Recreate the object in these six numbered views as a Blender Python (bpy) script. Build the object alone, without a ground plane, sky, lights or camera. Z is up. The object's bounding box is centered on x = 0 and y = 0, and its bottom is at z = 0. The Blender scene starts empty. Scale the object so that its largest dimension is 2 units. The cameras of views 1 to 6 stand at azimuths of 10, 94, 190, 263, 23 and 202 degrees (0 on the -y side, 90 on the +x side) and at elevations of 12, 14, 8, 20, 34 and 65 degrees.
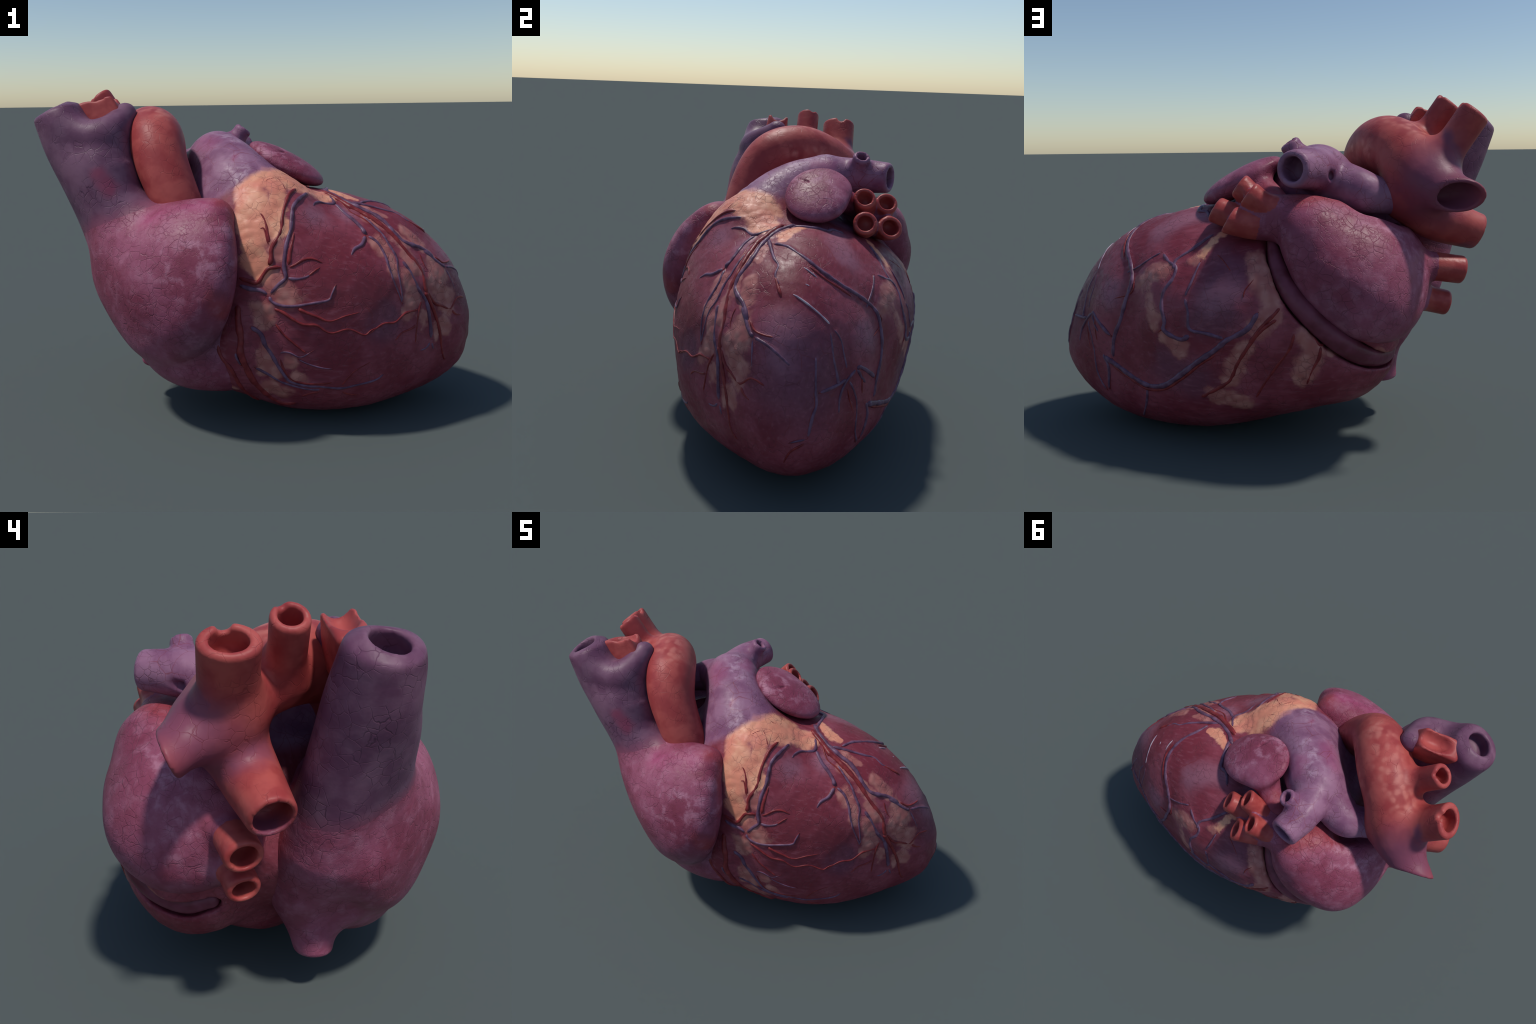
"""A human heart lying on its underside: two ventricles in one egg, two atria, an ear-like
auricle, great vessels cut to stubs and a net of coronary vessels over fatty muscle.

Solids are implicit surfaces (bulged ellipsoids and tubes blended together), polygonised by
surface nets; every solid is then split by region into named parts."""
import bpy, math, random
import numpy as np
from mathutils import Vector
from mathutils.bvhtree import BVHTree

random.seed(7)
rng = np.random.default_rng(7)
F32 = np.float32


def vec(*p):
    return np.array(p, float)


def unit(v):
    v = np.asarray(v, float)
    return v / np.linalg.norm(v)


# ----------------------------------------------------------------------------------------------
# implicit shapes
# ----------------------------------------------------------------------------------------------
def smin(a, b, k):
    h = np.maximum(k - np.abs(a - b), 0) / k
    return np.minimum(a, b) - h * h * k * 0.25


def smax(a, b, k):
    return -smin(-a, -b, k)


def catmull(points, steps):
    """Catmull-Rom curve through rows of any width."""
    p = np.asarray(points, float)
    p = np.vstack([2 * p[0] - p[1], p, 2 * p[-1] - p[-2]])
    out = []
    for i in range(1, len(p) - 2):
        for t in np.arange(steps) / steps:
            a, b, c, d = p[i - 1], p[i], p[i + 1], p[i + 2]
            out.append(0.5 * (2 * b + (c - a) * t + (2 * a - 5 * b + 4 * c - d) * t * t + (3 * b - a - 3 * c + d) * t ** 3))
    out.append(p[-2])
    return np.array(out)


class BulgedEllipsoid:
    """Ellipsoid whose surface is pushed in and out by rings of factors about its first axis."""

    def __init__(self, center, half, axes, rings):
        self.c, self.h, self.U = np.array(center), np.array(half), np.array([unit(a) for a in axes])
        n = max(len(r) for r in rings)
        t = np.array([r if len(r) == n else [r[0]] * n for r in rings], float)
        # refine around each ring, then from pole to pole (continued over the poles)
        fine = np.array([catmull(np.concatenate([r[-3:], r, r[:4]])[:, None], 12)[36:36 + 12 * n, 0] for r in t])
        half_turn = fine.shape[1] // 2
        over = np.roll(fine, half_turn, axis=1)
        ext = np.vstack([over[2], over[1], fine, over[-2], over[-3]])
        m = len(rings) - 1
        g = catmull(ext, 12)[24:24 + 12 * m + 1]
        self.g = np.hstack([g, g[:, :1]]).astype(F32)

    def factor(self, d):
        th = np.arccos(np.clip(d[:, 0], -1, 1)) / np.pi * (self.g.shape[0] - 1)
        ph = (np.arctan2(d[:, 2], d[:, 1]) / (2 * np.pi) % 1.0) * (self.g.shape[1] - 1)
        i = np.clip(th.astype(int), 0, self.g.shape[0] - 2)
        j = np.clip(ph.astype(int), 0, self.g.shape[1] - 2)
        a, b = th - i, ph - j
        g = self.g
        return (g[i, j] * (1 - b) + g[i, j + 1] * b) * (1 - a) + (g[i + 1, j] * (1 - b) + g[i + 1, j + 1] * b) * a

    def __call__(self, p):
        q = ((p - self.c) @ self.U.T) / self.h
        n = np.linalg.norm(q, axis=1) + 1e-9
        d = q / n[:, None]
        return (n - self.factor(d)) * np.linalg.norm(d * self.h, axis=1) * 0.85


class Tube:
    """Round or flattened tube along a smooth spine; rows are x, y, z, radius."""

    def __init__(self, spine, wide=None, ratio=1.0, steps=16):
        self.s = catmull(spine, steps) if len(spine) > 2 else np.array(spine, float)
        self.w = None if wide is None else unit(wide)
        self.k = ratio

    def __call__(self, p):
        """Exact near the tube; far off only a safe lower bound is returned."""
        grow = self.s[:, 3].max() * max(self.k, 1)
        low, high = self.s[:, :3].min(0) - grow, self.s[:, :3].max(0) + grow
        out = np.linalg.norm(np.maximum(np.maximum(low - p, p - high), 0), axis=1)
        near = out < 0.2
        if near.any():
            out[near] = self.exact(p[near])
        return out

    def exact(self, p):
        s = self.s
        c = s[:, :3]
        if len(s) > 2:
            near = np.argmin((c * c).sum(1)[None, :] - 2 * (p @ c.T), axis=1)
        else:
            near = np.zeros(len(p), int)
        best, low = None, None
        for shift in (0, -1):
            i = np.clip(near + shift, 0, len(s) - 2)
            a, ab = c[i], c[i + 1] - c[i]
            q = p - a
            t = np.clip((q * ab).sum(1) / np.maximum((ab * ab).sum(1), 1e-9), 0, 1)
            d = q - t[:, None] * ab
            d2 = (d * d).sum(1)
            flat = d2
            if self.w is not None:
                x = d @ self.w
                flat = np.maximum(d2 - x * x * (1 - 1 / self.k ** 2), 0)
            f = np.sqrt(flat) - (s[i, 3] + t * (s[i + 1, 3] - s[i, 3]))
            if best is None:
                best, low = f, d2
            else:
                best = np.where(d2 < low, f, best)
        return best


class Ellipsoid:
    def __init__(self, c, h, axes=((1, 0, 0), (0, 1, 0), (0, 0, 1))):
        self.c, self.h, self.U = np.array(c), np.array(h), np.array([unit(a) for a in axes])

    def __call__(self, p):
        q = (p - self.c) @ self.U.T
        k0 = np.linalg.norm(q / self.h, axis=1)
        k1 = np.linalg.norm(q / self.h ** 2, axis=1) + 1e-9
        return k0 * (k0 - 1) / k1


def plane(p, point, normal):
    return (p - np.asarray(point)) @ unit(normal)


class Stub:
    """Open end of a vessel: a flattened tube cut square, with a lumen bored into it."""

    def __init__(self, spine, wall, facing=None, wide=None, ratio=1.0, depth=0.1, notches=()):
        s = np.array(spine, float)
        self.outer = Tube(np.vstack([s, s[-1] + np.r_[unit(s[-1][:3] - s[-2][:3]) * 0.06, 0]]), wide, ratio)
        self.end = s[-1][:3]
        self.n = unit(facing if facing is not None else s[-1][:3] - s[-2][:3])
        self.wall, self.depth, self.notches = wall, depth, notches

    def solid(self, p):
        return smax(self.outer(p), plane(p, self.end, self.n), 0.018)

    def bore(self, p):
        f = smax(self.outer(p) + self.wall, -plane(p, self.end - self.n * self.depth, self.n), 0.04)
        for tube in self.notches:
            f = smin(f, tube(p), 0.012)
        return f

    def open(self, p):
        return smax(self.solid(p), -self.bore(p), 0.01)


# ----------------------------------------------------------------------------------------------
# surface nets
# ----------------------------------------------------------------------------------------------
def polygonise(f, low, high, h, refine=True):
    low, high = np.array(low, float), np.array(high, float)
    n = np.ceil((high - low) / h).astype(int) + 1

    def ev(p):
        return np.concatenate([f(p[i:i + 200000]) for i in range(0, len(p), 200000)])

    # coarse pass tells which fine cells need a look
    c = 4
    nc = np.ceil((n - 1) / c).astype(int) + 1
    gi = np.stack(np.meshgrid(*[np.arange(m) for m in nc], indexing="ij"), -1).reshape(-1, 3)
    vc = ev(low + gi * (h * c)).reshape(nc)
    near = np.abs(vc) < h * c * 1.9
    fine = np.repeat(np.repeat(np.repeat(vc, c, 0), c, 1), c, 2)
    mask = np.repeat(np.repeat(np.repeat(near, c, 0), c, 1), c, 2)
    off = c // 2
    fine = np.pad(fine, ((0, c),) * 3, mode="edge")[off:off + n[0], off:off + n[1], off:off + n[2]]
    mask = np.pad(mask, ((0, c),) * 3, mode="edge")[off:off + n[0], off:off + n[1], off:off + n[2]]
    # the repeat is centred on the coarse samples
    v = fine.astype(float)
    idx = np.argwhere(mask)
    v[tuple(idx.T)] = ev(low + idx * h)
    inside = v < 0
    corners = [(i, j, k) for i in (0, 1) for j in (0, 1) for k in (0, 1)]
    m = n - 1
    cnt = np.zeros(m, int)
    for i, j, k in corners:
        cnt += inside[i:i + m[0], j:j + m[1], k:k + m[2]]
    active = (cnt > 0) & (cnt < 8)
    cells = np.argwhere(active)
    ids = -np.ones(m, int)
    ids[tuple(cells.T)] = np.arange(len(cells))
    pos = np.zeros((len(cells), 3))
    w = np.zeros(len(cells))
    for a in range(3):
        for cr in corners:
            if cr[a]:
                continue
            c0 = cells + cr
            c1 = c0.copy()
            c1[:, a] += 1
            v0, v1 = v[tuple(c0.T)], v[tuple(c1.T)]
            cross = (v0 < 0) != (v1 < 0)
            t = np.where(cross, v0 / np.where(cross, v0 - v1, 1), 0)
            q = c0.astype(float)
            q[:, a] += t
            pos += q * cross[:, None]
            w += cross
    verts = low + pos / w[:, None] * h
    quads = []
    for a in range(3):
        b, c_ = (a + 1) % 3, (a + 2) % 3
        sl0 = [slice(None)] * 3
        sl1 = [slice(None)] * 3
        sl0[a], sl1[a] = slice(0, -1), slice(1, None)
        s0, s1 = inside[tuple(sl0)], inside[tuple(sl1)]
        e = np.argwhere(s0 != s1)
        ok = (e[:, b] > 0) & (e[:, c_] > 0) & (e[:, b] < m[b]) & (e[:, c_] < m[c_])
        e = e[ok]
        first = s0[tuple(e.T)]

        def cell(db, dc):
            q = e.copy()
            q[:, b] += db
            q[:, c_] += dc
            return ids[tuple(q.T)]

        q = np.stack([cell(-1, -1), cell(0, -1), cell(0, 0), cell(-1, 0)], 1)
        q[~first] = q[~first][:, ::-1]
        quads.append(q)
    quads = np.vstack(quads)
    quads = quads[(quads >= 0).all(1)]

    def project(p, times):
        for _ in range(times):
            g = np.empty_like(p)
            f0 = ev(p)
            for a in range(3):
                d = np.zeros(3)
                d[a] = h * 0.3
                g[:, a] = (ev(p + d) - f0) / (h * 0.3)
            g2 = np.maximum((g * g).sum(1), 0.15)
            step = np.clip(f0 / g2, -h, h)
            p = p - g * step[:, None] * 0.9
        return p

    def relax(p, q, k, times):
        for _ in range(times):
            acc, num = np.zeros_like(p), np.zeros(len(p))
            for i in range(4):
                for a in range(3):
                    acc[:, a] += np.bincount(q[:, i], p[q[:, (i + 1) % 4], a], len(p))
                num += np.bincount(q[:, i], minlength=len(p))
            p = p + k * (acc / np.maximum(num, 1)[:, None] - p)
        return p

    verts = relax(verts, quads, 0.5, 2)
    verts = project(verts, 1)
    if refine:
        verts, quads = split_quads(verts, quads)
        verts = relax(verts, quads, 0.5, 1)
        verts = project(verts, 1)
        verts = relax(verts, quads, 0.4, 1)
    return verts, quads


def split_quads(v, q):
    e = np.sort(np.stack([q, np.roll(q, -1, 1)], -1).reshape(-1, 2), 1)
    key, inv = np.unique(e[:, 0].astype(np.int64) * (len(v) + 1) + e[:, 1], return_inverse=True)
    a, b = key // (len(v) + 1), key % (len(v) + 1)
    mid = (v[a] + v[b]) / 2
    cen = v[q].mean(1)
    em = inv.reshape(-1, 4) + len(v)
    ci = np.arange(len(q)) + len(v) + len(mid)
    out = [np.stack([q[:, i], em[:, i], ci, em[:, i - 1]], 1) for i in range(4)]
    return np.vstack([v, mid, cen]), np.vstack(out)


def vertex_normals(v, q):
    n = np.cross(v[q[:, 2]] - v[q[:, 0]], v[q[:, 3]] - v[q[:, 1]])
    out = np.zeros_like(v)
    for i in range(4):
        for a in range(3):
            out[:, a] += np.bincount(q[:, i], n[:, a], len(v))
    return out / (np.linalg.norm(out, axis=1)[:, None] + 1e-12)


# ----------------------------------------------------------------------------------------------
# objects
# ----------------------------------------------------------------------------------------------
heart = bpy.data.objects.new("human_heart", None)
bpy.context.scene.collection.objects.link(heart)
heart["label"] = "anatomical human heart with cut vessels, fat and coronary net"
heart["category"] = "heart"


def add_mesh(name, v, q, material, normals=None, parent=None):
    me = bpy.data.meshes.new(name)
    q = np.asarray(q, np.int32)
    me.vertices.add(len(v))
    me.vertices.foreach_set("co", np.asarray(v, F32).ravel())
    me.loops.add(q.size)
    me.loops.foreach_set("vertex_index", q.ravel())
    me.polygons.add(len(q))
    me.polygons.foreach_set("loop_start", np.arange(len(q), dtype=np.int32) * q.shape[1])
    me.update(calc_edges=True)
    me.validate()
    me.polygons.foreach_set("use_smooth", [True] * len(me.polygons))
    me.materials.append(material)
    if normals is not None:
        me.normals_split_custom_set_from_vertices(normals.tolist())
    ob = bpy.data.objects.new(name, me)
    bpy.context.scene.collection.objects.link(ob)
    ob.parent = parent or heart
    return ob


def split_parts(v, q, regions, normals):
    """regions: list of (name, material, test(centres)); the first test that holds takes the face."""
    cen = v[q].mean(1)
    left = np.ones(len(q), bool)
    made = []
    for name, material, test in regions:
        take = left & (test(cen) if test else True)
        left &= ~take
        if not take.any():
            continue
        fq = q[take]
        used, inv = np.unique(fq, return_inverse=True)
        made.append(add_mesh(name, v[used], inv.reshape(fq.shape), material, normals[used]))
    return made


# ----------------------------------------------------------------------------------------------
# colour: where fat, red and purple muscle and painted muscle highlights lie (capsules: from, to, radius)
# ----------------------------------------------------------------------------------------------
FAT_WARM = [
    ((0.03, -0.23, 1.09), (0.19, -0.13, 1.06), 0.100),
    ((0.14, -0.18, 1.07), (0.3, -0.09, 1.0), 0.070),
    ((0.01, -0.29, 1.05), (0.04, -0.4, 0.93), 0.075),
    ((0.04, -0.4, 0.93), (0.05, -0.46, 0.8), 0.062),
    ((0.05, -0.46, 0.8), (0.08, -0.48, 0.72), 0.045),
    ((0.11, -0.25, 1.05), (0.14, -0.41, 0.9), 0.050),
    ((0.37, 0.04, 1.0), (0.43, -0.01, 0.98), 0.028),
    ((0.41, -0.02, 0.98), (0.34, 0.07, 1.0), 0.022),
    ((0.22, 0.47, 0.84), (0.14, 0.39, 0.91), 0.022),
]
FAT_PALE = [
    ((0.50, -0.07, 0.94), (0.57, -0.09, 0.91), 0.024),
    ((0.68, -0.11, 0.85), (0.75, -0.11, 0.78), 0.034),
    ((0.50, -0.13, 0.90), (0.66, -0.17, 0.80), 0.03),
    ((0.56, -0.22, 0.82), (0.63, -0.26, 0.70), 0.03),
    ((0.15, -0.45, 0.8), (0.14, -0.44, 0.85), 0.030),
    ((0.13, -0.48, 0.68), (0.14, -0.48, 0.71), 0.030),
    ((0.18, -0.49, 0.65), (0.21, -0.49, 0.63), 0.042),
    ((0.09, -0.49, 0.58), (0.1, -0.49, 0.52), 0.042),
    ((0.1, -0.48, 0.38), (0.09, -0.47, 0.32), 0.036),
    ((0.14, -0.47, 0.29), (0.11, -0.48, 0.34), 0.030),
    ((0.2, -0.48, 0.36), (0.21, -0.48, 0.35), 0.028),
    ((0.11, -0.44, 0.22), (0.17, -0.44, 0.19), 0.042),
    ((-0.07, -0.44, 0.3), (-0.05, -0.41, 0.22), 0.030),
    ((-0.07, -0.45, 0.48), (-0.06, -0.45, 0.44), 0.030),
    ((0.21, -0.47, 0.28), (0.26, -0.47, 0.26), 0.025),
    ((0.54, -0.25, 0.82), (0.57, -0.27, 0.79), 0.032),
    ((0.63, -0.29, 0.7), (0.61, -0.27, 0.76), 0.025),
    ((0.68, -0.26, 0.68), (0.71, -0.27, 0.56), 0.036),
    ((0.73, -0.22, 0.69), (0.68, -0.2, 0.77), 0.030),
    ((0.79, -0.13, 0.72), (0.84, -0.12, 0.66), 0.042),
    ((0.8, -0.17, 0.64), (0.87, -0.12, 0.55), 0.045),
    ((0.76, -0.24, 0.45), (0.76, -0.24, 0.5), 0.024),
    ((0.82, -0.18, 0.37), (0.82, -0.19, 0.44), 0.020),
    ((0.85, -0.16, 0.46), (0.87, -0.15, 0.41), 0.032),
    ((0.69, -0.3, 0.51), (0.7, -0.29, 0.52), 0.024),
    ((0.85, -0.14, 0.53), (0.88, -0.12, 0.5), 0.030),
    ((0.38, 0.46, 0.76), (0.48, 0.43, 0.71), 0.045),
    ((0.42, 0.47, 0.7), (0.4, 0.53, 0.56), 0.035),
    ((0.36, 0.56, 0.51), (0.29, 0.58, 0.47), 0.030),
    ((0.2, 0.45, 0.87), (0.26, 0.48, 0.81), 0.025),
    ((-0.03, 0.53, 0.82), (-0.09, 0.61, 0.71), 0.050),
    ((-0.11, 0.63, 0.66), (-0.04, 0.64, 0.57), 0.040),
    ((0.01, 0.63, 0.48), (0.08, 0.6, 0.35), 0.035),
    ((0.15, 0.57, 0.27), (0.03, 0.56, 0.23), 0.040),
    ((-0.23, 0.63, 0.55), (-0.26, 0.62, 0.5), 0.040),
    ((-0.24, 0.61, 0.44), (-0.21, 0.6, 0.36), 0.042),
    ((-0.31, 0.59, 0.49), (-0.36, 0.48, 0.44), 0.020),
    ((-0.49, 0.51, 0.46), (-0.53, 0.47, 0.44), 0.020),
]
MUSCLE_PURPLE = [
    ((0.91, 0.1, 0.65), (0.95, 0.16, 0.49), 0.160),
    ((0.14, 0.53, 0.79), (0.05, 0.58, 0.75), 0.090),
    ((0.09, 0.62, 0.62), (0.19, 0.61, 0.59), 0.080),
    ((0.59, -0.37, 0.55), (0.63, -0.35, 0.5), 0.050),
    ((0.6, -0.37, 0.53), (0.58, -0.39, 0.47), 0.070),
    ((0.23, 0.58, 0.34), (0.36, 0.55, 0.39), 0.100),
]
MUSCLE_HIGHLIGHT = [  # mauve-grey highlights put into the muscle colour
    ((0.85, 0.01, 0.74), (0.88, 0.07, 0.71), 0.070),
    ((0.28, -0.27, 0.95), (0.29, -0.31, 0.92), 0.050),
    ((0.41, -0.15, 0.94), (0.43, -0.18, 0.92), 0.045),
    ((0.16, 0.59, 0.68), (0.07, 0.6, 0.71), 0.060),
    ((0.3, 0.24, 0.98), (0.46, 0.28, 0.91), 0.070),
    ((0.92, 0.02, 0.64), (0.94, 0.05, 0.61), 0.050),
    ((0.67, 0.35, 0.61), (0.65, 0.35, 0.66), 0.060),
]
MUSCLE_RED = [
    ((0.44, -0.41, 0.7), (0.35, -0.46, 0.65), 0.150),
    ((0.4, -0.36, 0.81), (0.31, -0.43, 0.78), 0.090),
    ((0.49, 0.09, 0.97), (0.51, 0.15, 0.95), 0.090),
    ((0.44, 0.51, 0.53), (0.46, 0.51, 0.4), 0.050),
    ((0.53, -0.37, 0.69), (0.49, -0.42, 0.61), 0.100),
    ((-0.16, 0.63, 0.47), (-0.08, 0.61, 0.38), 0.060),
]
# the same for the atria, the ear and the great vessels
ATRIUM_PALE = [((0.08, 0.06, 1.20), (0.20, 0.16, 1.15), 0.10), ((-0.12, -0.62, 0.80), (-0.10, -0.55, 0.90), 0.10), ((-0.25, -0.58, 0.72), (-0.33, -0.52, 0.80), 0.08), ((-0.62, -0.30, 0.62), (-0.52, -0.36, 0.45), 0.05),
               ((-0.60, 0.40, 0.85), (-0.56, 0.45, 0.95), 0.08), ((-0.63, 0.42, 0.70), (-0.66, 0.35, 0.78), 0.05), ((-0.40, 0.58, 0.82), (-0.47, 0.58, 0.70), 0.04), ((-0.40, 0.45, 0.98), (-0.50, 0.42, 0.97), 0.07)]
ATRIUM_RED = [((-0.10, -0.60, 0.66), (-0.06, -0.58, 0.60), 0.05), ((-0.12, -0.38, 1.00), (-0.10, -0.40, 0.96), 0.05), ((-0.20, 0.45, 1.06), (-0.36, 0.36, 1.0), 0.09),
              ((-0.66, 0.24, 0.78), (-0.62, 0.22, 0.64), 0.07), ((-0.60, -0.02, 0.62), (-0.60, 0.02, 0.75), 0.10), ((-0.20, 0.42, 0.98), (-0.26, 0.52, 0.90), 0.06), ((-0.05, 0.30, 1.08), (-0.10, 0.38, 1.02), 0.06)]
ATRIUM_BLUE = [((-0.20, -0.55, 0.48), (-0.10, -0.52, 0.44), 0.09), ((-0.30, 0.60, 0.72), (-0.38, 0.58, 0.62), 0.05), ((-0.50, -0.32, 0.86), (-0.66, -0.25, 0.80), 0.09)]
MAGENTA = [((-0.40, -0.42, 0.92), (-0.16, -0.44, 0.98), 0.06)]
TRUNK_HIGHLIGHT = [((-0.06, -0.14, 1.17), (-0.04, -0.22, 1.10), 0.04), ((-0.15, 0.08, 1.28), (-0.20, 0.16, 1.27), 0.06), ((-0.10, 0.02, 1.25), (-0.16, 0.05, 1.27), 0.05)]  # lighter highlights of the pulmonary artery, painted into its wall colour
TRUNK_PINK = [((-0.085, -0.16, 1.17), (-0.075, -0.13, 1.18), 0.016), ((-0.22, 0.0, 1.22), (-0.27, 0.1, 1.22), 0.05), ((-0.10, 0.12, 1.26), (-0.12, 0.2, 1.25), 0.04)]
AORTA_PURPLE = [((-0.70, 0.32, 1.15), (-0.80, 0.42, 1.08), 0.13), ((-0.62, 0.28, 1.10), (-0.74, 0.20, 1.04), 0.09), ((-0.86, 0.14, 0.86), (-0.93, 0.12, 0.88), 0.05), ((-0.78, 0.29, 1.30), (-0.80, 0.30, 1.22), 0.04)]
AORTA_PALE = [((-0.44, -0.10, 1.37), (-0.54, 0.06, 1.40), 0.07), ((-0.54, 0.06, 1.40), (-0.66, 0.20, 1.33), 0.06), ((-0.36, 0.0, 1.27), (-0.46, 0.14, 1.26), 0.04)]
CAVA_PINK = [((-0.64, -0.35, 1.12), (-0.60, -0.36, 1.06), 0.045)]


class Shader:
    """Small helper that writes node chains."""

    def __init__(self, name):
        self.m = bpy.data.materials.new(name)
        self.m.use_nodes = True
        self.t = self.m.node_tree
        self.bsdf = self.t.nodes["Principled BSDF"]
        self.last = None
        self.pos = self.t.nodes.new("ShaderNodeTexCoord").outputs["Object"]

    def node(self, kind, **props):
        n = self.t.nodes.new(kind)
        for k, x in props.items():
            setattr(n, k, x)
        return n

    def put(self, socket, x):
        if isinstance(x, bpy.types.NodeSocket):
            self.t.links.new(x, socket)
        elif isinstance(x, (tuple, list)) and len(x) == 3 and socket.type == "RGBA":
            socket.default_value = (*x, 1)
        else:
            socket.default_value = x

    def math(self, op, a, b=0.0, clamp=False):
        n = self.node("ShaderNodeMath", operation=op, use_clamp=clamp)
        self.put(n.inputs[0], a)
        self.put(n.inputs[1], b)
        return n.outputs[0]

    def vmath(self, op, a, b=None, out=0):
        n = self.node("ShaderNodeVectorMath", operation=op)
        self.put(n.inputs[0], a)
        if b is not None:
            self.put(n.inputs["Scale"] if op == "SCALE" else n.inputs[1], b)
        return n.outputs[out]

    def noise(self, at, scale, detail=3.0, rough=0.55, colour=False):
        n = self.node("ShaderNodeTexNoise")
        self.put(n.inputs["Vector"], at)
        n.inputs["Scale"].default_value, n.inputs["Detail"].default_value, n.inputs["Roughness"].default_value = scale, detail, rough
        return n.outputs["Color" if colour else "Fac"]

    def cells(self, at, scale, feature="DISTANCE_TO_EDGE"):
        n = self.node("ShaderNodeTexVoronoi", feature=feature)
        self.put(n.inputs["Vector"], at)
        n.inputs["Scale"].default_value = scale
        return n.outputs["Distance"]

    def ramp(self, x, a, b, to=(0.0, 1.0)):
        n = self.node("ShaderNodeMapRange", interpolation_type="SMOOTHSTEP")
        self.put(n.inputs["Value"], x)
        n.inputs["From Min"].default_value, n.inputs["From Max"].default_value = a, b
        n.inputs["To Min"].default_value, n.inputs["To Max"].default_value = to
        return n.outputs["Result"]

    def warp(self, at, scale, amount, detail=2.0):
        c = self.noise(at, scale, detail, colour=True)
        return self.vmath("ADD", at, self.vmath("SCALE", self.vmath("SUBTRACT", c, (0.5, 0.5, 0.5)), amount))

    def mix(self, a, b, f, mode="MIX"):
        n = self.node("ShaderNodeMix", data_type="RGBA", blend_type=mode)
        self.put(n.inputs[0], f)
        self.put(n.inputs[6], a)
        self.put(n.inputs[7], b)
        return n.outputs[2]

    def patches(self, at, capsules, inner=0.55, outer=1.3):
        """1 inside any capsule, fading out at its edge.  Now and then a capsule waits for the one
        before (a tiny share of its result is added to the position): that keeps the shader stack
        small.  Stubby capsules are taken as balls."""
        nearest = None
        here = at
        for k, (a, b, r) in enumerate(capsules):
            wait = nearest if nearest is not None else self.last
            if wait is not None and k % 4 == 0:
                n = self.node("ShaderNodeVectorMath", operation="MULTIPLY_ADD")
                self.put(n.inputs[0], wait)
                n.inputs[1].default_value = (1e-7, 1e-7, 1e-7)
                self.put(n.inputs[2], at)
                here = n.outputs[0]
            a, b = np.array(a), np.array(b)
            ba = b - a
            span = np.linalg.norm(ba)
            if span < 1.3 * r:
                d = self.vmath("DISTANCE", here, tuple((a + b) / 2), 1)
                r = r + 0.3 * span
            else:
                pa = self.vmath("SUBTRACT", here, tuple(a))
                h = self.math("ADD", self.vmath("DOT_PRODUCT", pa, tuple(ba / (ba @ ba)), 1), 0.0, clamp=True)
                n = self.node("ShaderNodeVectorMath", operation="MULTIPLY_ADD")
                self.put(n.inputs[0], h)
                n.inputs[1].default_value = tuple(-ba)
                self.put(n.inputs[2], pa)
                d = self.vmath("LENGTH", n.outputs[0], out=1)
            d = self.math("MULTIPLY", d, 1 / r)
            nearest = d if nearest is None else self.math("MINIMUM", nearest, d)
        self.last = nearest
        return self.ramp(nearest, inner, outer, (1.0, 0.0))

    def finish(self, colour, height, bump=0.35, distance=0.006, rough=0.47, coat=0.0):
        b = self.node("ShaderNodeBump")
        b.inputs["Strength"].default_value, b.inputs["Distance"].default_value = bump, distance
        self.put(b.inputs["Height"], height)
        self.put(self.bsdf.inputs["Normal"], b.outputs[0])
        self.put(self.bsdf.inputs["Base Color"], colour)
        self.put(self.bsdf.inputs["Roughness"], rough)
        self.bsdf.inputs["Specular IOR Level"].default_value = 0.25
        self.bsdf.inputs["Coat Weight"].default_value = coat
        self.bsdf.inputs["Coat Roughness"].default_value = 0.25
        return self.m


def creases(s, at, scale, width=0.05, broken=0.5):
    """Fine broken wrinkle lines; 1 on a line."""
    w = s.warp(at, scale * 0.5, 0.9 / scale, 3)
    line = s.ramp(s.cells(w, scale), 0.0, width, (1.0, 0.0))
    keep = s.ramp(s.noise(at, scale * 0.35, 2), broken - 0.08, broken + 0.14)
    return s.math("MULTIPLY", line, keep)


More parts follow.
